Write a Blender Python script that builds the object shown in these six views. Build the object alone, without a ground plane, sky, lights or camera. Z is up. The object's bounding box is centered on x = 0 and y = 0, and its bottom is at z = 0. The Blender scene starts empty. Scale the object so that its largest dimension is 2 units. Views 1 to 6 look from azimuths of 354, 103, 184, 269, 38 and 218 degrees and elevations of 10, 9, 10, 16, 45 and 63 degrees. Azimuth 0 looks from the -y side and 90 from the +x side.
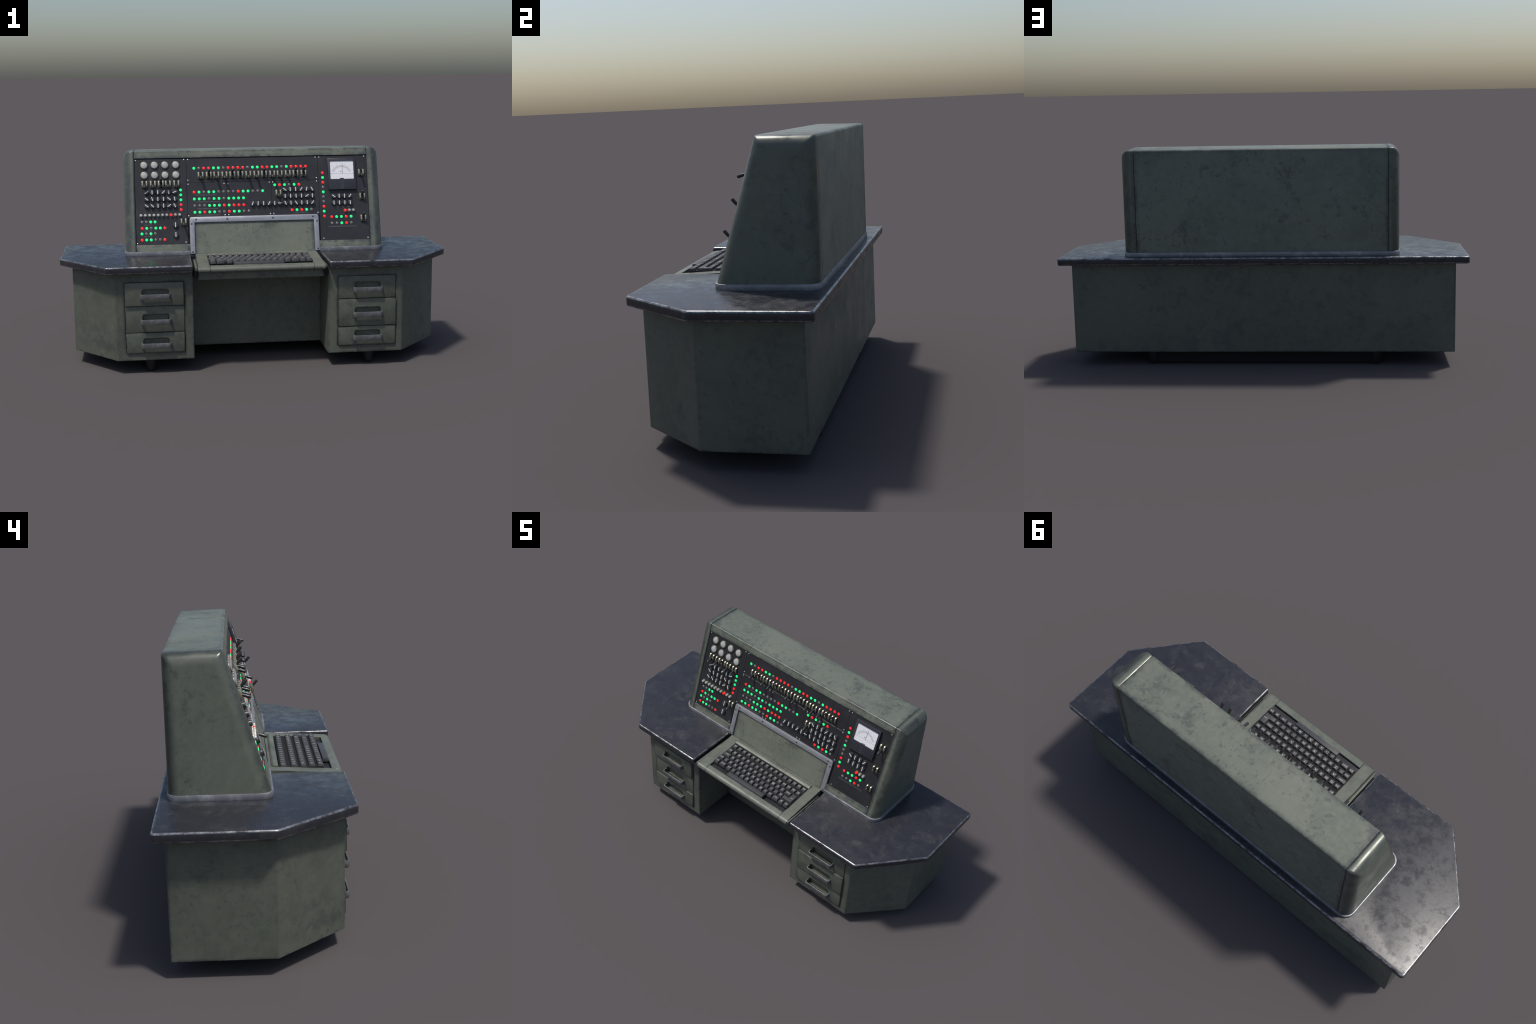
# Vintage computer operator's desk: cabinet with drawers, bright-edged desk top,
# sloped instrument hood with lamps / knobs / levers / meter, and a keyboard tray.
import bpy, bmesh, math, random
from math import sin, cos, pi, radians
from mathutils import Matrix, Vector

random.seed(7)
scene = bpy.context.scene
coll = scene.collection

# ------------------------------------------------------------------ node helper
class Nodes:
    def __init__(self, name):
        self.mat = bpy.data.materials.new(name)
        self.mat.use_nodes = True
        self.t = self.mat.node_tree
        self.t.nodes.clear()
        self.out = self.t.nodes.new('ShaderNodeOutputMaterial')
        self.bsdf = self.t.nodes.new('ShaderNodeBsdfPrincipled')
        self.t.links.new(self.bsdf.outputs[0], self.out.inputs[0])
        self.co = self.t.nodes.new('ShaderNodeTexCoord').outputs['Object']
    def new(self, kind, **props):
        n = self.t.nodes.new(kind)
        for k, v in props.items():
            setattr(n, k, v)
        return n
    def put(self, sock, v):
        if isinstance(v, bpy.types.NodeSocket):
            self.t.links.new(v, sock)
        elif isinstance(v, (tuple, list)):
            sock.default_value = (*v, 1.0) if (len(v) == 3 and len(sock.default_value) == 4) else v
        else:
            sock.default_value = v
    def noise(self, scale, detail=6, rough=0.6, distort=0.0, stretch=None, shift=0.0):
        v = self.co
        if stretch or shift:
            m = self.new('ShaderNodeMapping')
            m.inputs['Scale'].default_value = stretch or (1, 1, 1)
            m.inputs['Location'].default_value = (shift, shift * 1.7, -shift)
            self.put(m.inputs['Vector'], v)
            v = m.outputs[0]
        n = self.new('ShaderNodeTexNoise')
        self.put(n.inputs['Vector'], v)
        n.inputs['Scale'].default_value = scale
        n.inputs['Detail'].default_value = detail
        n.inputs['Roughness'].default_value = rough
        n.inputs['Distortion'].default_value = distort
        return n.outputs['Fac']
    def remap(self, v, a, b, lo=0.0, hi=1.0):
        n = self.new('ShaderNodeMapRange', interpolation_type='SMOOTHSTEP')
        self.put(n.inputs[0], v)
        for i, x in enumerate((a, b, lo, hi)):
            n.inputs[i + 1].default_value = x
        return n.outputs[0]
    def math(self, op, a, b=0.0, clamp=False):
        n = self.new('ShaderNodeMath', operation=op, use_clamp=clamp)
        self.put(n.inputs[0], a)
        self.put(n.inputs[1], b)
        return n.outputs[0]
    def mix(self, f, a, b):
        n = self.new('ShaderNodeMix', data_type='RGBA')
        self.put(n.inputs[0], f)
        self.put(n.inputs[6], a)
        self.put(n.inputs[7], b)
        return n.outputs[2]
    def edge(self, radius, gain):
        """0 on flats, rising near sharp edges: where paint is rubbed off."""
        b = self.new('ShaderNodeBevel', samples=6)
        b.inputs['Radius'].default_value = radius
        g = self.new('ShaderNodeNewGeometry')
        d = self.new('ShaderNodeVectorMath', operation='DOT_PRODUCT')
        self.put(d.inputs[0], b.outputs[0])
        self.put(d.inputs[1], g.outputs['Normal'])
        return self.math('MULTIPLY', self.math('SUBTRACT', 1.0, d.outputs['Value']), gain, True)
    def bump(self, height, strength, dist=0.002):
        b = self.new('ShaderNodeBump')
        b.inputs['Strength'].default_value = strength
        b.inputs['Distance'].default_value = dist
        self.put(b.inputs['Height'], height)
        self.put(self.bsdf.inputs['Normal'], b.outputs[0])
    def set(self, **kw):
        for k, v in kw.items():
            self.put(self.bsdf.inputs[k.replace('_', ' ')], v)
        return self.mat

def green_paint(name, lo, hi, shift=0.0, wear=0.012, wear_amount=.8, wear_gloss=.5, dirty=1.0, arris=False):
    """Old hammered enamel: mottled olive-green, sooty blotches and specks, rubbed grey-blue edges."""
    n = Nodes(name)
    base = n.mix(n.remap(n.noise(3.5, 7, .62, shift=shift), .38, .62), lo, hi)
    base = n.mix(n.remap(n.noise(30, 5, .65, shift=shift), .35, .7, 0, .5), base, tuple(x * 1.2 for x in hi))
    cloud = n.noise(4.2, 5, .6, .5, shift=shift + 3)                  # where soot gathers
    fine = n.noise(22, 12, .78, .6, shift=shift + 7)                   # ragged inside texture
    ragged = n.math('ADD', n.math('MULTIPLY', cloud, .5), n.math('MULTIPLY', fine, .5))
    grime = n.remap(ragged, .535, .59, 0, .52)
    speck = n.math('MULTIPLY', n.remap(n.noise(46, 5, .7, shift=shift + 5), .54, .66),
                   n.remap(n.noise(6.0, 4, .6, shift=shift + 9), .42, .58))
    scratch = n.remap(n.noise(7, 6, .75, .3, stretch=(11, 1.1, 3.0), shift=shift + 1), .60, .68, 0, .35)
    scratch2 = n.remap(n.noise(6, 6, .75, .3, stretch=(1.0, 9, 8.0), shift=shift + 2.5), .61, .69, 0, .3)
    dirt = n.math('MAXIMUM', grime, n.math('MULTIPLY', speck, .62))
    dirt = n.math('MULTIPLY', n.math('MAXIMUM', dirt, n.math('MAXIMUM', scratch, scratch2)), dirty, True)
    col = n.mix(dirt, base, (0.040, 0.043, 0.046))
    ed = n.math('MULTIPLY', n.edge(wear, 22.0),
                n.remap(n.math('ADD', n.math('MULTIPLY', n.noise(9, 6, .7, shift=shift + 2), .5),
                               n.math('MULTIPLY', n.noise(45, 8, .75, shift=shift + 2), .5)), .42, .56), True)
    if arris:      # darker, shinier band over the rounded arris, set by face normal
        nx = n.new('ShaderNodeSeparateXYZ')
        n.put(nx.inputs[0], n.new('ShaderNodeNewGeometry').outputs['Normal'])
        a = n.math('ABSOLUTE', nx.outputs[0])
        band = n.math('MULTIPLY', n.math('MULTIPLY', a, n.math('SUBTRACT', 1.0, a)), 4.4, True)
        band = n.math('MULTIPLY', band, n.remap(n.noise(16, 8, .7, shift=shift), .35, .6, .55, 1.0))
        ed = n.math('MAXIMUM', ed, band)
    col = n.mix(n.math('MULTIPLY', ed, wear_amount), col, (0.047, 0.050, 0.058))
    rough = n.math('SUBTRACT', n.remap(n.noise(7, 8, .65, shift=shift + 4), .35, .65, .40, .58), n.math('MULTIPLY', ed, .30 * wear_gloss))
    n.bump(n.noise(90, 4, .6), .06, .001)
    return n.set(Base_Color=col, Roughness=rough, Metallic=n.math('MULTIPLY', ed, wear_gloss))

def worn_metal(name, lo, hi, metallic, r0, r1, edge_col=None, wear=.008, scale=9, mottled=(.42, .68),
               edge_gain=6.0, edge_metal=0.0):
    n = Nodes(name)
    f = n.remap(n.noise(scale, 12, .72, .4), *mottled)
    f = n.math('MULTIPLY', f, n.remap(n.noise(scale * 6, 6, .7), .3, .7, .35, 1))
    col = n.mix(f, lo, hi)
    if edge_col:
        ed = n.math('MULTIPLY', n.edge(wear, edge_gain), n.remap(n.noise(40, 8, .75), .35, .6), True)
        col = n.mix(n.math('MULTIPLY', ed, .8), col, edge_col)
        if edge_metal:
            metallic = n.math('ADD', metallic, n.math('MULTIPLY', ed, edge_metal), True)
    n.bump(n.noise(scale * 8, 6, .65), .08, .001)
    return n.set(Base_Color=col, Metallic=metallic, Roughness=n.remap(n.noise(scale * 1.5, 8, .65), .3, .7, r0, r1))

def plain(name, col, rough, metallic=0.0, vary=.25, **kw):
    n = Nodes(name)
    info = n.new('ShaderNodeObjectInfo').outputs['Random']
    f = n.math('MULTIPLY', n.math('ADD', n.noise(60, 5, .65), n.math('MULTIPLY', info, .5)), .8)
    c = n.mix(f, tuple(x * (1 - vary) for x in col), tuple(min(1, x * (1 + vary)) for x in col))
    return n.set(Base_Color=c, Roughness=rough, Metallic=metallic, **kw)

def lit_lens(name, col, emit):
    n = Nodes(name)
    return n.set(Base_Color=col, Roughness=.25, Emission_Color=emit, Emission_Strength=1.0, Coat_Weight=.3)

M = dict(
    paint=green_paint('green_paint', (0.076, 0.086, 0.067), (0.096, 0.105, 0.081), 12.7, .018, .8, .5, .85),
    paint_hood=green_paint('green_paint_hood', (0.104, 0.118, 0.093), (0.136, 0.149, 0.117), 4.3, .030),
    paint_cap=green_paint('green_paint_cap', (0.094, 0.105, 0.084), (0.112, 0.124, 0.098), 6.4, .010, .40, .60, .8, True),
    paint_tray=green_paint('green_paint_tray', (0.094, 0.105, 0.084), (0.120, 0.130, 0.103), 8.1, .008),
    paint_drawer=green_paint('green_paint_drawer', (0.074, 0.084, 0.066), (0.094, 0.103, 0.080), 2.2, .008),
    top=worn_metal('dark_desk_laminate', (0.023, 0.024, 0.030), (0.060, 0.059, 0.058), .05, .20, .46,
                   (0.20, 0.20, 0.205), .012, 14, (.49, .70), 10.0, .3),
    rim=worn_metal('rim_painted_highlight', (0.06, 0.06, 0.066), (0.40, 0.40, 0.41), .75, .25, .38, None, .004, 26, (.36, .60)),
    trim=worn_metal('brushed_trim', (0.22, 0.223, 0.242), (0.42, 0.422, 0.44), .6, .42, .56, (0.05, 0.05, 0.055), .004, 14),  # base lightened to carry the bright reflection on the front trim
    frame=worn_metal('steel_frame', (0.36, 0.362, 0.385), (0.48, 0.482, 0.505), .6, .36, .5, (0.03, 0.03, 0.035), .004, 14),
    handle=worn_metal('worn_handle_steel', (0.125, 0.125, 0.130), (0.25, 0.25, 0.258), .55, .42, .6, None, .004, 30),
    panel=worn_metal('black_panel_paint', (0.016, 0.016, 0.0185), (0.027, 0.027, 0.030), .0, .38, .52, (0.10, 0.10, 0.10), .0025, 6),
    bakelite=worn_metal('bakelite', (0.026, 0.028, 0.036), (0.045, 0.047, 0.054), .0, .34, .5, (0.09, 0.09, 0.095), .003, 10),
    black=plain('black_rubber', (0.010, 0.010, 0.011), .5),
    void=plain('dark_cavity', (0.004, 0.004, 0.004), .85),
    knob=plain('knob_plastic', (0.034, 0.034, 0.035), .38),
    lever=plain('lever_plastic', (0.028, 0.028, 0.031), .28),
    white=plain('pointer_white', (0.62, 0.62, 0.66), .45, vary=.08),
    brass=plain('dull_brass', (0.40, 0.385, 0.29), .36, .75),
    bezel=plain('bezel_nickel', (0.20, 0.195, 0.165), .45, .6),
    silver=plain('nickel', (0.50, 0.50, 0.48), .3, .35),
    screw=plain('screw_steel', (0.42, 0.42, 0.43), .3, .9),
    screw_dark=plain('screw_dark', (0.16, 0.16, 0.17), .3, .9),
    key=worn_metal('key_plastic', (0.044, 0.044, 0.047), (0.064, 0.064, 0.067), .0, .42, .56, (0.10, 0.10, 0.105), .002, 60),
    legend=plain('legend_grey', (0.50, 0.50, 0.51), .6, vary=.1),
    label=plain('label_grey', (0.16, 0.16, 0.165), .6, vary=.1),
    dial=None,
    ink=plain('dial_ink', (0.07, 0.07, 0.075), .6),
    green=lit_lens('lit_green_lens', (0.006, 0.25, 0.08), (0.010, 0.93, 0.235)),
    red=lit_lens('lit_red_lens', (0.22, 0.006, 0.006), (0.92, 0.011, 0.012)),
    off=plain('unlit_lens', (0.150, 0.145, 0.143), .18, vary=.2, Coat_Weight=.5),
    frosted=plain('frosted_lens', (0.36, 0.36, 0.345), .6, .0, vary=.18),
)
def dial_face():
    n = Nodes('dial_face')
    s = n.remap(n.noise(120, 5, .7), .60, .72, 0, .55)
    return n.set(Base_Color=n.mix(s, (0.74, 0.74, 0.77), (0.30, 0.30, 0.32)), Roughness=.45)
M['dial'] = dial_face()

# ------------------------------------------------------------------ mesh helpers
def finish(bm, name, angle=35):
    bmesh.ops.recalc_face_normals(bm, faces=bm.faces)
    me = bpy.data.meshes.new(name)
    bm.to_mesh(me)
    bm.free()
    for p in me.polygons:
        p.use_smooth = True
    me.set_sharp_from_angle(angle=radians(angle))
    return me

def bevel_edges(bm, width, segs=2, test=None, min_angle=25):
    bmesh.ops.recalc_face_normals(bm, faces=bm.faces)
    bm.normal_update()
    es = [e for e in bm.edges if len(e.link_faces) == 2 and e.calc_face_angle(0) > radians(min_angle)
          and (test is None or test(e))]
    bmesh.ops.bevel(bm, geom=es, offset=width, segments=segs, affect='EDGES', profile=.5, clamp_overlap=True)

def prism(bm, poly, lo, hi, axes='xyz'):
    """Extrude polygon poly (a,b) from lo to hi; axes names which axis a, b and the extrusion lie on."""
    def P(a, b, c):
        v = [0, 0, 0]
        for ax, val in zip(axes, (a, b, c)):
            v['xyz'.index(ax)] = val
        return v
    A = [bm.verts.new(P(a, b, lo)) for a, b in poly]
    B = [bm.verts.new(P(a, b, hi)) for a, b in poly]
    n = len(poly)
    bm.faces.new(A); bm.faces.new(B)
    for i in range(n):
        bm.faces.new((A[i], A[(i + 1) % n], B[(i + 1) % n], B[i]))

def box(bm, x0, x1, y0, y1, z0, z1):
    prism(bm, [(x0, y0), (x1, y0), (x1, y1), (x0, y1)], z0, z1)

def box_mesh(name, x0, x1, y0, y1, z0, z1, bev=0.0, segs=2):
    bm = bmesh.new()
    box(bm, x0, x1, y0, y1, z0, z1)
    if bev:
        bevel_edges(bm, bev, segs)
    return finish(bm, name)

def lathe(bm, prof, n=24, cap=True):
    """Revolve (radius, height) profile about local z."""
    rings = []
    for r, h in prof:
        if r < 1e-6:
            rings.append([bm.verts.new((0, 0, h))])
        else:
            rings.append([bm.verts.new((r * cos(2 * pi * i / n), r * sin(2 * pi * i / n), h)) for i in range(n)])
    for a, b in zip(rings, rings[1:]):
        for i in range(n):
            j = (i + 1) % n
            if len(b) == 1:
                bm.faces.new((a[i], a[j], b[0]))
            elif len(a) == 1:
                bm.faces.new((a[0], b[j], b[i]))
            else:
                bm.faces.new((a[i], a[j], b[j], b[i]))
    if cap:
        for r in (rings[0], rings[-1]):
            if len(r) > 1:
                bm.faces.new(r)

def lathe_mesh(name, prof, n=24):
    bm = bmesh.new()
    lathe(bm, prof, n)
    return finish(bm, name)

def fillet(poly, radii, n=5):
    """Round the corners of a closed polygon."""
    out = []
    m = len(poly)
    for i in range(m):
        r = radii[i] if isinstance(radii, (list, tuple)) else radii
        p = Vector(poly[i]); a = Vector(poly[i - 1]) - p; b = Vector(poly[(i + 1) % m]) - p
        if r < 1e-6:
            out.append(tuple(p)); continue
        a.normalize(); b.normalize()
        th = math.acos(max(-1, min(1, a.dot(b))))
        t = r / math.tan(th / 2)
        c = p + (a + b).normalized() * (r / sin(th / 2))
        s, e = p + a * t - c, p + b * t - c
        sweep = s.angle_signed(e)
        for k in range(n + 1):
            q = s.copy(); q.rotate(Matrix.Rotation(-sweep * k / n, 2))
            out.append(tuple(c + q))
    return out

def obj(name, me, mat, parent, matrix=None, kind=None):
    if mat and not me.materials:
        me.materials.append(mat)
    o = bpy.data.objects.new(name, me)
    coll.objects.link(o)
    o.parent = parent
    if matrix is not None:
        o.matrix_basis = matrix
    if kind:
        o['kind'] = kind
    return o

def text_verts(bm, s, x, y, z, width=None, height=.01, extrude=.0002):
    """Append built-in-font lettering, centred on (x, y), to bm; height = capital height."""
    cu = bpy.data.curves.new('lettering', 'FONT')
    cu.body = s
    cu.size = 1.0
    cu.resolution_u = 2
    t = bpy.data.objects.new('lettering', cu)
    coll.objects.link(t)
    dg = bpy.context.evaluated_depsgraph_get()
    me = bpy.data.meshes.new_from_object(t.evaluated_get(dg))
    bpy.data.objects.remove(t)
    bpy.data.curves.remove(cu)
    if len(me.vertices):
        xs = [v.co.x for v in me.vertices]; ys = [v.co.y for v in me.vertices]
        cx, cy = (min(xs) + max(xs)) / 2, (min(ys) + max(ys)) / 2
        sy = height / .69
        sx = width / (max(xs) - min(xs)) if width else sy
        if not width and (max(xs) - min(xs)) * sx > .021:
            sx = .021 / (max(xs) - min(xs))
        for v in me.vertices:
            v.co = ((v.co.x - cx) * sx + x, (v.co.y - cy) * sy + y, z)
        bm.from_mesh(me)
    bpy.data.meshes.remove(me)

# ------------------------------------------------------------------ the thing
desk = bpy.data.objects.new('control_desk', None)
coll.objects.link(desk)
desk['label'] = 'vintage green steel computer console desk with lamps, knobs and keyboard'
desk['category'] = 'control desk'

# ------------------------------------------------------------------ cabinet
Z0, Z1 = 0.067, 0.5145
KNEE = -0.060
outline = [(-.9390, .3062), (-.9390, -.0565), (-.7155, -.3045), (-.3365, -.3045), (-.3365, KNEE),
           (.3365, KNEE), (.3365, -.3045), (.7155, -.3045), (.9390, -.0565), (.9390, .3062)]
bm = bmesh.new()
prism(bm, outline, Z0, Z1)
bevel_edges(bm, .005, 3, lambda e: abs(e.verts[0].co.z - e.verts[1].co.z) > .1)
bevel_edges(bm, .002, 1, lambda e: abs(e.verts[0].co.z - Z0) < 1e-4 and abs(e.verts[1].co.z - Z0) < 1e-4)
cab_me = finish(bm, 'cabinet')
cabinet = obj('cabinet', cab_me, M['paint'], desk)

DR_X = {-1: (-.6745, -.3812), 1: (.3855, .6818)}
DR_Z = (.1055, .4625)
def boolean_cut(o, cutter_me, matrix=None):
    c = bpy.data.objects.new('cutter', cutter_me)
    coll.objects.link(c)
    if matrix is not None:
        c.matrix_basis = matrix
    m = o.modifiers.new('cut', 'BOOLEAN')
    m.operation = 'DIFFERENCE'; m.object = c; m.solver = 'EXACT'
    dg = bpy.context.evaluated_depsgraph_get()
    me = bpy.data.meshes.new_from_object(o.evaluated_get(dg))
    old = o.data
    o.modifiers.clear()
    o.data = me
    me.name = old.name
    bpy.data.objects.remove(c)
    bpy.data.meshes.remove(old)
    for p in me.polygons:
        p.use_smooth = True
    me.set_sharp_from_angle(angle=radians(35))

bm = bmesh.new()
for sx in (-1, 1):
    box(bm, *DR_X[sx], -.33, -.262, *DR_Z)
bmesh.ops.recalc_face_normals(bm, faces=bm.faces)
cm = bpy.data.meshes.new('cutter'); bm.to_mesh(cm); bm.free()
boolean_cut(cabinet, cm)

# ---- drawers: fronts sit a little unevenly, as on the original
def drawer_handle(d):
    bm = bmesh.new()
    w, c, t = .0745, .0075, .0055
    outer = [(-w, 0.004), (-w, -d + c), (-w + c, -d), (w - c, -d), (w, -d + c), (w, 0.004)]
    inner = [(w - t, 0.004), (w - t, -d + c + t * .4), (w - c - t * .4, -d + t), (-w + c + t * .4, -d + t),
             (-w + t, -d + c + t * .4), (-w + t, 0.004)]
    prism(bm, outer + inner, -.0135, .0135)
    bevel_edges(bm, .0012, 2)
    return finish(bm, 'handle')
splits = {-1: (.3430, .2080), 1: (.3450, .2045)}
proud = {(-1, 0): .0140, (-1, 1): .0050, (-1, 2): .0100, (1, 0): .0055, (1, 1): .0125, (1, 2): .0095}
for sx in (-1, 1):
    x0, x1 = DR_X[sx]
    zs = [DR_Z[1], splits[sx][0], splits[sx][1], DR_Z[0]]
    cx = -.5235 if sx < 0 else .5360
    for i in range(3):
        zt, zb = zs[i], zs[i + 1]
        yf = -.3025 - proud[(sx, i)]
        g = .0016
        bm = bmesh.new()
        box(bm, x0 + g + .0006 * i, x1 - g - (.0012 if i != 1 else 0), yf, yf + .036, zb + g, zt - g)
        bevel_edges(bm, .0016, 2)
        dme = finish(bm, 'drawer')
        dr = obj('drawer', dme, M['paint_drawer'], desk)
        hz = (.3925, .2655, .1455)[i] + (.0015 if sx > 0 else 0)
        bm = bmesh.new()       # finger scoop behind the handle
        scoop = fillet([(cx - .0655, hz - .013), (cx + .0655, hz - .013), (cx + .0655, hz + .036), (cx - .0655, hz + .036)],
                       [.012] * 4, 6)
        prism(bm, scoop, yf - .02, yf + .0135, 'xzy')
        bmesh.ops.recalc_face_normals(bm, faces=bm.faces)
        cm = bpy.data.meshes.new('cutter'); bm.to_mesh(cm); bm.free()
        boolean_cut(dr, cm)
        obj('handle', drawer_handle(yf + .3350), M['handle'], dr, Matrix.Translation((cx, yf, hz)))

# ---- legs
leg_me = lathe_mesh('leg', [(.0, 0), (.0205, 0), (.0225, .003), (.029, .060), (.029, .072)], 28)
for x in (-.555, .555):
    for y in (-.246, .256):
        obj('leg', leg_me, M['black'], desk, Matrix.Translation((x, y, 0)))

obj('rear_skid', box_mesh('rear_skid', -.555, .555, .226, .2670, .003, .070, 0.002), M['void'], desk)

# ------------------------------------------------------------------ desk top
YB, YF = .3475, -.3475
KW = .3375
T0, T1 = .5105, .5468
top_poly = [(-1, YB), (-1, -.0605), (-.7585, YF), (-KW, YF), (-KW, -.055), (KW, -.055), (KW, YF), (.7585, YF), (1, -.0605), (1, YB)]
rad = [.016, .02, .02, .010, 0, 0, .010, .02, .02, .016]
bm = bmesh.new()
prism(bm, fillet(top_poly, rad, 5), T0, T1)
bevel_edges(bm, .0065, 3, lambda e: abs(e.verts[0].co.z - e.verts[1].co.z) < 1e-5, 60)
top_me = finish(bm, 'desk_top', 40)
top_me.materials.append(M['top'])
top_me.materials.append(M['rim'])          # bevel faces coloured bright for the broken sun highlights on the edge
for p in top_me.polygons:
    if .25 < abs(p.normal.z) < .97:
        p.material_index = 1
obj('desk_top', top_me, None, desk)

# ------------------------------------------------------------------ hood
HB, HZ, HR = .3112, 1.0718, .045      # back y, top z, end rounding
HEND = {-1: .6690, 1: .6735}           # end faces are not quite symmetric
SEAMS = {-1: .6120, 1: .6078}
SLOPE_T = -.0235                       # top falls slightly to the back
F0 = (-.0548, .5687)                   # point on sloped front face
SL = .309                              # dy/dz of the front
nf = Vector((-1, SL)).normalized()     # outward (y,z) normal of the front face
def front_y(z, inset=0.0):
    return F0[0] + SL * (z - F0[1]) + inset / abs(nf[0])
ZH = .547
def hood_section(d, r=.011, r2=.007):
    top = lambda y: HZ + SLOPE_T * (y - .10) - d
    zf = HZ - d
    poly = [(HB - d, ZH), (HB - d, top(HB - d)), (front_y(zf, d), top(front_y(zf, d))), (front_y(ZH, d), ZH)]
    return fillet(poly, [0, r, r2 + d * .35, 0], 5)
def hood_cap(sx):
    bm = bmesh.new()
    rings = []
    HX, SEAM = HEND[sx], SEAMS[sx]
    secs = [(SEAM + .0018, .0008), (SEAM + .0026, 0), (HX - HR, 0)]
    secs += [(HX - HR + HR * sin(t), HR * (1 - cos(t))) for t in [radians(90) * k / 9 for k in range(1, 10)]]
    for x, d in secs:
        rings.append([bm.verts.new((sx * x, y, z)) for y, z in hood_section(d)])
    n = len(rings[0])
    for a, b in zip(rings, rings[1:]):
        for i in range(n):
            j = (i + 1) % n
            bm.faces.new((a[i], a[j], b[j], b[i]))
    bm.faces.new(rings[0]); bm.faces.new(rings[-1])
    return finish(bm, 'hood_end_cap', 50)
for sx in (-1, 1):
    obj('hood_end_cap', hood_cap(sx), M['paint_cap'], desk)

S3 = Vector((0, SL, 1)).normalized()
N3 = Vector((0, -1, SL)).normalized()
O3 = Vector((0, *F0)) - N3 * .0045     # origin of panel plane
def panel_pt(s, h):
    p = O3 + S3 * s + N3 * h
    return (p.y, p.z)
PM = Matrix(((1, 0, 0, O3.x), (0, S3.y, N3.y, O3.y), (0, S3.z, N3.z, O3.z), (0, 0, 0, 1)))
REC = -.0055                            # recess floor behind the instrument plates
sec = hood_section(0)
top_arc = sec[:-1]                      # back bottom .. round top to front
cprof = top_arc + [panel_pt(.4875, .0045), panel_pt(.4875, REC), panel_pt(-.028, REC)]
bm = bmesh.new()
prism(bm, cprof, -SEAMS[-1], SEAMS[1], 'yzx')
bevel_edges(bm, .0012, 1, lambda e: abs(e.verts[0].co.x - e.verts[1].co.x) < 1e-5)
obj('hood_cover', finish(bm, 'hood_cover', 40), M['paint_hood'], desk)
bm = bmesh.new()                         # dark liner seen through the seams
prism(bm, hood_section(.004), -.62, .62, 'yzx')
# liner must stay behind the recess floor
for v in bm.verts:
    if v.co.y < front_y(v.co.z, .0125):
        v.co.y = front_y(v.co.z, .0125)
obj('hood_liner', finish(bm, 'hood_liner'), M['void'], desk)

# lower kick strips left and right of the keyboard bay
for x0, x1 in ((-SEAMS[-1] + .0005, -.3368), (.3368, SEAMS[1] - .0005)):
    bm = bmesh.new()
    box(bm, x0, x1, -.024, .0345, -.010, .0045)
    bevel_edges(bm, .0011, 2)
    obj('kick_strip', finish(bm, 'kick_strip'), M['paint_hood'], desk, PM)

# metal trim round the foot of the hood (open at the keyboard bay)
yf0 = front_y(.557)
def trim_path(off):
    o, l, r = off, -HEND[-1], HEND[1]
    a = [(-.3365, yf0 - o), (l - o, yf0 - o), (l - o, HB + o), (r + o, HB + o), (r + o, yf0 - o), (.3365, yf0 - o)]
    return fillet(a, [0, HR + o, HR + o, HR + o, HR + o, 0], 8)
pin, pout = trim_path(-.004), trim_path(.0045)
bm = bmesh.new()
prism(bm, pout + pin[::-1], .5455, .5685)
bevel_edges(bm, .0022, 2, lambda e: abs(e.verts[0].co.z - e.verts[1].co.z) < 1e-5, 60)
obj('trim_strip', finish(bm, 'trim_strip', 40), M['trim'], desk)

# ------------------------------------------------------------------ keyboard bay back: frame and panel
bm = bmesh.new()
box(bm, -.3125, .3125, -.034, .150, -.012, -.0012)
bevel_edges(bm, .001, 1)
obj('bay_panel', finish(bm, 'bay_panel'), M['paint_hood'], desk, PM)
fo = [(-.3365, -.0175), (-.3365, .1740), (.3375, .1740), (.3375, -.0175)]
fi = [(.3120, -.0175), (.3120, .1455), (-.3110, .1455), (-.3110, -.0175)]
bm = bmesh.new()
prism(bm, fillet(fo, [0, .012, .012, 0], 5) + fillet(fi, [0, .002, .002, 0], 2), -.006, .0068)
bevel_edges(bm, .0014, 2)
frame = obj('bay_frame', finish(bm, 'bay_frame', 40), M['frame'], desk, PM)
def T(x, s, h=0.0, rot=0.0):
    return Matrix.Translation((x, s, h)) @ Matrix.Rotation(rot, 4, 'Z')
fscrew_me = lathe_mesh('screw', [(.0048, 0), (.0046, .0012), (.0034, .0026), (0, .0031)], 16)
for x, s in ((-.3028, .1615), (-.1413, .1610), (.0967, .1605), (.3072, .1620), (-.3265, .1388), (-.3245, -.0085),
             (.3280, .1383), (.3268, -.0078)):
    obj('screw', fscrew_me, M['screw_dark'], frame, T(x, s, .0066))

# ------------------------------------------------------------------ instrument plates
def plate(x0, x1, s0, s1):
    bm = bmesh.new()
    box(bm, x0, x1, s0, s1, -.0062, 0)
    bevel_edges(bm, .0008, 1)
    return obj('instrument_plate', finish(bm, 'instrument_plate'), M['panel'], desk, PM)
obj('plate_backing', box_mesh('plate_backing', -.6116, .6074, .0340, .4872, -.0075, -.0048), M['void'], desk, PM)
p_left = plate(-.6112, -.3452, .0355, .4848)
p_top = plate(-.3440, .3460, .3570, .4848)
p_a = plate(-.3440, -.1402, .1690, .3558)
p_b = plate(-.1390, .0965, .1690, .3558)
p_c = plate(.0977, .3460, .1690, .3558)
p_right = plate(.3472, .6070, .0355, .4848)

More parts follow.
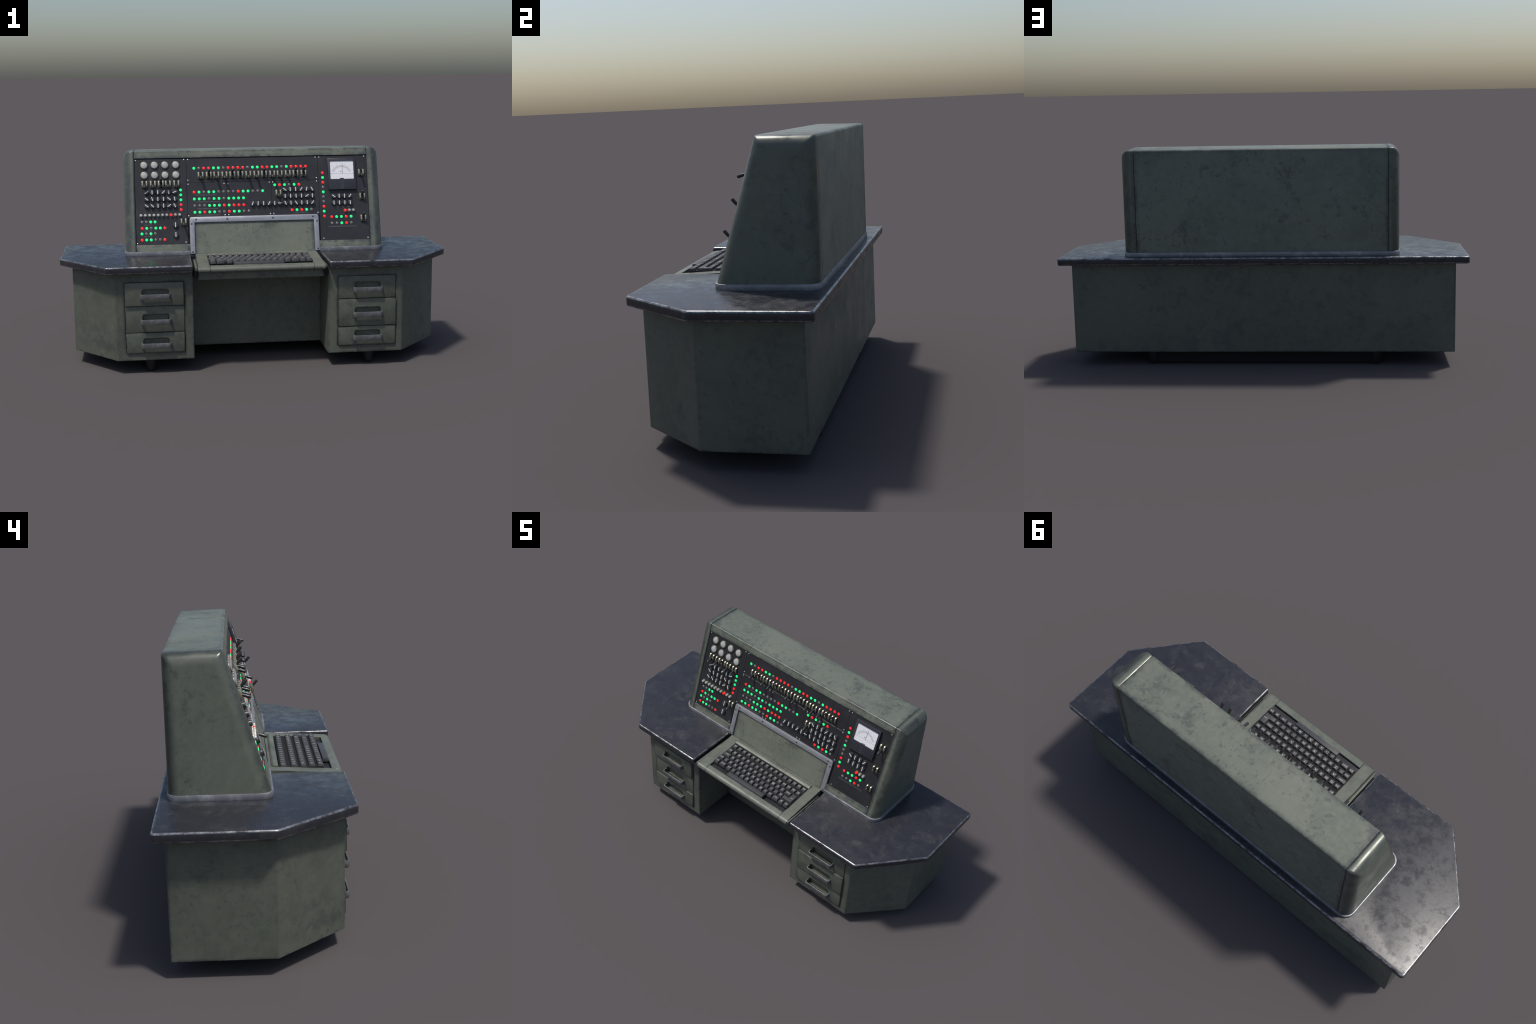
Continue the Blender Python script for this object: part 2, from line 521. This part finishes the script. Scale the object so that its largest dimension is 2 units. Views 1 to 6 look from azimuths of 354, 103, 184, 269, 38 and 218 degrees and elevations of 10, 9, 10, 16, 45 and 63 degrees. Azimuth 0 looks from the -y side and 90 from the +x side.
screw_me = lathe_mesh('screw', [(.0042, 0), (.0040, .0009), (.0028, .0019), (0, .0023)], 14)
def screws(parent, pts):
    for x, s in pts:
        obj('screw', screw_me, M['screw'], parent, T(x, s))
screws(p_left, [(-.6050, .4772), (-.3555, .4778), (-.6050, .0422), (-.3570, .0436)])
screws(p_top, [(-.3346, .4772), (-.3368, .3675), (.3366, .4766), (.3380, .3663)])
screws(p_a, [(-.3366, .3462), (-.1496, .3468), (-.3380, .1805), (-.1505, .1817)])
screws(p_b, [(-.1300, .3455), (.0872, .3482), (-.1309, .1820), (.0868, .1824)])
screws(p_c, [(.1057, .3482), (.3375, .3488), (.3380, .1819), (.1048, .1821)])
screws(p_right, [(.3562, .4766), (.5972, .4778), (.3622, .0442), (.5972, .0424)])

# indicator lamps
lamp_mes = {}
for k in 'gro':
    lamp_mes[k] = lathe_mesh('lamp', [(.0073, 0), (.0072, .0004), (.0064, .0011), (.0048, .0017), (.0026, .0021), (0, .0022)], 20)
lamp_mat = {'g': M['green'], 'r': M['red'], 'o': M['off']}
def lamp_row(parent, x0, s0, pitch, states, vertical=False, s1=None):
    n = len(states)
    for i, k in enumerate(states):
        if k == ' ':
            continue
        x, s = (x0, s0 - pitch * i) if vertical else (x0 + pitch * i, s0)
        obj('lamp', lamp_mes[k], lamp_mat[k], parent, T(x, s, 0, i * 1.3))
lamp_row(p_left, -.3772, .3182, .0257, 'gggrr', True)
lamp_row(p_left, -.5800, .1545, .0222, 'oogg')
lamp_row(p_left, -.5800, .1220, .0232, 'rgoggr')
lamp_row(p_left, -.5820, .0935, .0229, 'gogo')
lamp_row(p_left, -.5818, .0616, .0232, 'rggoor')
lamp_row(p_top, -.3048, .4312, .02555, 'gorrggorrrrog' + 'grrggogrrrr')
lamp_row(p_a, -.3079, .3050, .0256, 'rgoggoo')
lamp_row(p_b, -.1288, .3050, .02555, 'oorggoog')
lamp_row(p_a, -.3075, .2692, .0256, 'gggoggo')
lamp_row(p_b, -.1285, .2692, .0256, 'gggg')
lamp_row(p_a, -.3063, .2334, .0255, 'ooogggr')
lamp_row(p_b, -.1280, .2332, .0255, 'grrr')
lamp_row(p_a, -.3067, .1994, .02555, 'ggrggoo')
lamp_row(p_b, -.1278, .2000, .0256, 'rggoo')
lamp_row(p_c, .1150, .3346, .0256, 'grgogr')
lamp_row(p_c, .2011, .2002, .0256, 'rgrgo')
lamp_row(p_right, .3703, .3938, .02565, 'rgrogoorgr', True)
lamp_row(p_right, .4089, .1581, .0257, 'rggrg')
lamp_row(p_right, .4093, .1245, .0256, 'oogro')

# large round indicators, upper left
ring_me = lathe_mesh('bezel', [(.0210, 0), (.0210, .0030), (.0198, .0056), (.0176, .0076), (.0162, .0080), (.0160, .0060), (.0, .0060)], 32)
lens_me = lathe_mesh('lens', [(.0159, .0050), (.0159, .0078), (.0150, .0084), (0, .0086)], 32)
for j, s in enumerate((.4502, .3973)):
    for x in (-.5624, -.5090, -.4550, -.3989):
        obj('bezel', ring_me, M['bezel'], p_left, T(x, s))
        obj('lens', lens_me, M['frosted'], p_left, T(x, s, 0, x * 40 + j))

# rotary knobs with white pointers
def knob_meshes(r, h):
    n = 28
    body = lathe_mesh('knob', [(r * 1.0, 0), (r * 1.0, .002), (r * .93, .0035), (r * .90, h - .0018), (r * .82, h - .0004), (0, h)], n)
    bar = box_mesh('pointer', -.0021, .0021, -r * .86, r * .86, h - .001, h + .0007, .0004, 1)
    return body, bar
kb, kp = knob_meshes(.0128, .0135)
KB, KP = knob_meshes(.0150, .0125)
def knob(parent, x, s, deg, big=False):
    obj('knob', KB if big else kb, M['knob'], parent, T(x, s, 0, radians(-deg)))
    obj('pointer', KP if big else kp, M['white'], parent, T(x, s, 0, radians(-deg)))
def knob_row(parent, x0, s, pitch, degs):
    for i, d in enumerate(degs):
        knob(parent, x0 + pitch * i, s, d)
knob_row(p_left, -.5532, .3066, .02874, (55, 0, 0, 46, 0, 68))
knob_row(p_left, -.5534, .2712, .02880, (-53, -20, 0, 0, -50, -8))
knob_row(p_left, -.5534, .2361, .02876, (-56, -48, 0, 0, 57, -28))
knob(p_left, -.4091, .1348, 0, True)
knob(p_left, -.4087, .0834, 0, True)
knob_row(p_b, -.0065, .2361, .0288, (22, 5, 0, 32))
knob_row(p_c, .1093, .2357, .0285, (0, 88, -22, 0, -30, 0, 0, 38))
knob_row(p_c, .1648, .3073, .0288, (-50, 0, 0, 38, 15, -28))
knob_row(p_c, .1658, .2719, .0287, (0, 0, 0, 0, 57, 0))
knob_row(p_right, .4225, .2661, .0286, (-52, 0, 0, 37))
knob_row(p_right, .4222, .2306, .0288, (0, 0, 0, -4))

# lever switches: two brass cheeks and a black paddle tipped up or down
def cheek_mesh():
    bm = bmesh.new()
    prof = [(-.0178, 0), (.0178, 0), (.0178, .0085), (.0125, .0132), (-.0070, .0132), (-.0178, .0062)]
    prism(bm, prof, -.0041, .0041, 'yzx')
    bevel_edges(bm, .0009, 2)
    return finish(bm, 'cheek')
cheek_me = cheek_mesh()
lever_me = lathe_mesh('lever', [(.0046, 0), (.0050, .018), (.0060, .024), (.0064, .039), (.0056, .0428), (.0032, .0448), (0, .0454)], 16)
slot_me = box_mesh('switch_slot', -.0066, .0066, -.0172, .0172, -.001, .0108, .0010, 1)
def switch(parent, x, s, up):
    for dx in (-.0107, .0107):
        obj('cheek', cheek_me, M['brass'], parent, T(x + dx, s))
    obj('switch_slot', slot_me, M['void'], parent, T(x, s))
    tilt = radians(33 if up else -35)
    obj('lever', lever_me, M['lever'], parent, T(x, s, .003) @ Matrix.Rotation(-tilt, 4, 'X'))
for x, u in zip((-.5620, -.5188, -.4780, -.4411, -.3978), (0, 0, 1, 0, 0)):
    switch(p_left, x, .3506, u)
switch(p_left, -.3668, .1502, 0)
for x, u in zip((-.2711, -.2286, -.1892, -.1469, -.1056, -.0638, -.0221, .0204, .0604, .1037, .1430, .1857, .2263, .2687),
                (0, 1, 0, 0, 1, 1, 0, 0, 1, 0, 0, 0, 1, 1)):
    switch(p_top, x, .3920, u)
switch(p_c, .1320, .2900, 0)
for s, u in ((.3905, 0), (.2625, 1), (.1468, 1)):
    switch(p_right, .5752, s, u)

# push buttons
washer_me = lathe_mesh('button_collar', [(.0092, 0), (.0092, .002), (.0078, .0042), (.0, .0042)], 20)
button_mes = [lathe_mesh('push_button', [(.0066, .003), (.0066, .0115), (.0054, .0134), (0, .0142)], 20) for _ in range(2)]
def button(parent, x, s, red=False):
    obj('button_collar', washer_me, M['brass'], parent, T(x, s))
    obj('push_button', button_mes[1 if red else 0], M['red'] if red else M['silver'], parent, T(x, s))
for i in range(10):
    button(p_left, -.5841 + .02204 * i, .1880, i == 7)
for i in range(3):
    button(p_right, .4819 + .0213 * i, .1905, i == 0)

# ---- analogue meter
mx0, mx1, ms0, ms1 = .3982, .5456, .3000, .4690
bm = bmesh.new()
outer = [(mx0, ms0), (mx1, ms0), (mx1, ms1), (mx0, ms1)]
win = fillet([(.4092, .3562), (.5352, .3562), (.5352, .4535), (.4092, .4535)], [.005] * 4, 4)
box(bm, mx0, mx1, ms0, ms1, -.001, .0145)
bevel_edges(bm, .0022, 2)
meter = obj('meter_case', finish(bm, 'meter_case'), M['bakelite'], p_right)
bm = bmesh.new()
prism(bm, win, .0100, .02)
bmesh.ops.recalc_face_normals(bm, faces=bm.faces)
cm = bpy.data.meshes.new('cutter'); bm.to_mesh(cm); bm.free()
boolean_cut(meter, cm, PM)
bm = bmesh.new()
prism(bm, fillet([(.4095, .3565), (.5349, .3565), (.5349, .4532), (.4095, .4532)], [.005] * 4, 4), .0098, .0106)
obj('dial_face', finish(bm, 'dial_face'), M['dial'], p_right)
obj('meter_tab', box_mesh('meter_tab', .4603, .4802, .3018, .3612, .008, .0158, .0008, 1), M['bakelite'], p_right)
bm = bmesh.new()
H = .0108
def arc_band(cx, cs, r, w, a0, a1, n=40):
    pts = [radians(a0 + (a1 - a0) * i / n) for i in range(n + 1)]
    prism(bm, [(cx + (r + w) * sin(a), cs + (r + w) * cos(a)) for a in pts] +
          [(cx + r * sin(a), cs + r * cos(a)) for a in reversed(pts)], H - .0004, H)
ax, as_ = .4705, .3745
arc_band(ax, as_, .0553, .0007, -66, 66)
arc_band(ax, as_, .0522, .0005, -66, 66)
arc_band(ax, as_, .0482, .0011, -66, 66)
def stroke(p, q, w):
    p, q = Vector(p), Vector(q); d = (q - p).normalized(); nrm = Vector((-d.y, d.x)) * w / 2
    prism(bm, [tuple(p + nrm), tuple(q + nrm), tuple(q - nrm), tuple(p - nrm)], H - .0004, H)
for i in range(21):
    a = radians(-60 + 6 * i); l = .0044 if i % 5 == 0 else .0026
    stroke((ax + .0455 * sin(a), as_ + .0455 * cos(a)), (ax + (.0455 - l) * sin(a), as_ + (.0455 - l) * cos(a)), .0006)
for i in range(7):
    a = radians(-60 + 20 * i)
    stroke((ax + .0655 * sin(a) - .0012, as_ + .0655 * cos(a)), (ax + .0655 * sin(a) + .0012, as_ + .0655 * cos(a)), .0018)
stroke((.4100, .3851), (.5345, .3851), .0007)
stroke((.4625, .3955), (.4695, .3955), .0028)
obj('dial_scale', finish(bm, 'dial_scale'), M['ink'], p_right)
bm = bmesh.new()
prism(bm, [(.4733, .3852), (.4747, .3852), (.4769, .4385), (.4763, .4385)], .0112, .0117)
obj('needle', finish(bm, 'needle'), M['ink'], p_right)

# ---- engraved labels
def label(parent, s, x0, x1, y, h=.0052):
    bm = bmesh.new()
    text_verts(bm, s, (x0 + x1) / 2, y, .0003, x1 - x0, h)
    obj('panel_label', finish(bm, 'panel_label'), M['label'], parent)
label(p_a, 'FIRST INSPECTION POINT', -.3015, -.1900, .2894)
label(p_a, 'SECOND INSPECTION POINT', -.2998, -.1760, .2534)
label(p_a, 'THIRD INSPECTION POINT', -.2960, -.1850, .2172)
label(p_a, 'FOURTH INSPECTION POINT', -.2952, -.1762, .1834)
label(p_c, 'FAULT INDICATORS', .2163, .2871, .1858)
label(p_right, 'TRANSFER SELECTION INDICATOR', .3886, .5400, .1068)
label(p_right, 'SUPPLY SELECTOR', .4203, .5100, .2092, .0046)
for y in (.1393, .1084, .0806):
    label(p_left, 'INDICATORS', -.5705, -.5310, y, .0042)

# ------------------------------------------------------------------ keyboard tray
TX0, TX1, WX0, WX1 = -.3125, .3170, -.2535, .2622
lip = [(-.3050, .5363), (-.3280, .5345), (-.3370, .5318), (-.3430, .5270), (-.3458, .5200), (-.3450, .5120), (-.3405, .5075)]
ZB = .5072
bm = bmesh.new()
side = [(-.0570, .5502)] + lip + [(-.0570, ZB)]
for x0, x1 in ((TX0, WX0), (WX1, TX1)):
    prism(bm, side, x0, x1, 'yzx')
prism(bm, lip + [(-.3050, ZB)], WX0 + .0007, WX1 - .0007, 'yzx')
prism(bm, [(-.0570, .5500), (-.0945, .5480), (-.0945, ZB), (-.0570, ZB)], WX0, WX1, 'yzx')
bevel_edges(bm, .0008, 1, None, 40)
tray = obj('keyboard_tray', finish(bm, 'keyboard_tray', 40), M['paint_tray'], desk)
bm = bmesh.new()
prism(bm, [(-.0965, .5455), (-.0960, .5500), (-.0940, .5520), (-.0785, .5572), (-.0745, .5570), (-.0660, .5485)], -.2545, .2650, 'yzx')
bevel_edges(bm, .0008, 1, None, 30)
obj('paper_ledge', finish(bm, 'paper_ledge', 40), M['paint_tray'], tray)
obj('key_well', box_mesh('key_well', WX0 - .003, WX1 + .003, -.308, -.090, .5115, .5250), M['panel'], tray)
obj('tray_box', box_mesh('tray_box', -.3123, .3168, -.3060, -.066, .4645, .5090, .0015), M['paint_tray'], desk)
for sx in (-1, 1):
    a, b = sorted((sx * .3140, sx * .3262))
    obj('slide_rail', box_mesh('slide_rail', a, b, -.3385, -.085, .5150, .5300, .0015), M['paint_tray'], desk)
    a, b = sorted((sx * .3120, sx * .3340))
    obj('slide_bracket', box_mesh('slide_bracket', a, b, -.318, -.062, .4770, .5140, .001), M['void'], desk)

# ---- keys
KT = .5542
def key_mesh(w, d, wt, dt, top, base=.5372):
    bm = bmesh.new()
    yb, yt = -.0010, 0.0
    lo = [bm.verts.new((sx * w / 2, yb + sy * d / 2, base)) for sx, sy in ((-1, -1), (1, -1), (1, 1), (-1, 1))]
    hi = [bm.verts.new((sx * wt / 2, yt + sy * dt / 2, top)) for sx, sy in ((-1, -1), (1, -1), (1, 1), (-1, 1))]
    bm.faces.new(lo); bm.faces.new(hi)
    for i in range(4):
        bm.faces.new((lo[i], lo[(i + 1) % 4], hi[(i + 1) % 4], hi[i]))
    bevel_edges(bm, .0012, 2)
    return finish(bm, 'key')
key_std = key_mesh(.0282, .0292, .0214, .0200, KT)
legends = bmesh.new()
def add_key(x, y, text, w=None):
    me = key_std if w is None else key_mesh(w - .004, .0268, w - .0088, .0192, KT)
    obj('key', me, M['key'], tray, Matrix.Translation((x, y, 0)))
    if text:
        text_verts(legends, text, x, y + .0005, KT + .0003, None, .0100 if len(text) == 1 else .0066)
row1 = ['ESC', '1', '2', '3', '4', '5', '6', '7', '8', '9', '0', '-', '=', 'INS', 'DEL', 'BRK']
for i, t in enumerate(row1):
    add_key(-.2344 + .0322 * i if i else -.2352, -.1158, t)
row2 = ['TAB'] + list('QWERTYUIOP') + ['INS', 'END', 'PGU', 'PGD', 'DEL']
for i, t in enumerate(row2):
    add_key(-.2350 + .0319 * i, -.1580, t)
add_key(-.2288, -.1937, 'CAPS', .0545)
for i, t in enumerate('ASDFGHJKL@][' ):
    add_key(-.1857 + .0319 * i, -.1937, t)
add_key(.2040, -.1937, 'BACK', .0430)
row4 = ['LOCK', '\\'] + list('ZXCVBNM,.?/#')
for i, t in enumerate(row4):
    add_key(-.2342 + .03198 * i, -.2280, t)
add_key(-.2352, -.2618, 'CTR')
add_key(-.1964, -.2618, 'SPACE', .0430)
add_key(-.1522, -.2618, 'ALT')
for i, t in enumerate(['!', '"', '£', '$', '%', '^', '&', '*', 'ALT']):
    add_key(-.1206 + .0323 * i, -.2618, t)
add_key(.1760, -.2618, 'FN', .0420)
add_key(.2140, -.2618, '#')
add_key(.2462, -.2618, 'CTR')
bm = bmesh.new()        # L-shaped enter key
lo = [(.1960, -.2420), (.2588, -.2420), (.2588, -.1810), (.2265, -.1810), (.2265, -.2150), (.1960, -.2150)]
hi = [(.1985, -.2385), (.2562, -.2385), (.2562, -.1842), (.2290, -.1842), (.2290, -.2185), (.1985, -.2185)]
A = [bm.verts.new((x, y, .5372)) for x, y in lo]; B = [bm.verts.new((x, y, KT)) for x, y in hi]
bm.faces.new(A); bm.faces.new(B)
for i in range(6):
    bm.faces.new((A[i], A[(i + 1) % 6], B[(i + 1) % 6], B[i]))
bevel_edges(bm, .0012, 2)
obj('key', finish(bm, 'enter_key'), M['key'], tray)
ex, ey, ez = .2440, -.2130, KT + .0003   # bent arrow on enter
prism(legends, [(ex + .006, ey + .006), (ex + .0072, ey + .006), (ex + .0072, ey - .0012), (ex - .003, ey - .0012), (ex - .003, ey),
                (ex + .006, ey)], ez - .0002, ez)
prism(legends, [(ex - .003, ey + .0022), (ex - .007, ey - .0006), (ex - .003, ey - .0034)], ez - .0002, ez)
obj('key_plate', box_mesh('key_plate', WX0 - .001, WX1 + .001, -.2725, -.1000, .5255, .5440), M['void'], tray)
sp = key_mesh(.2520, .0285, .2480, .0235, .5472, .5290)
obj('space_bar', sp, M['key'], tray, Matrix.Translation((-.0078, -.2915, 0)))
obj('key_legend', finish(legends, 'key_legend'), M['legend'], tray, kind='stuff')
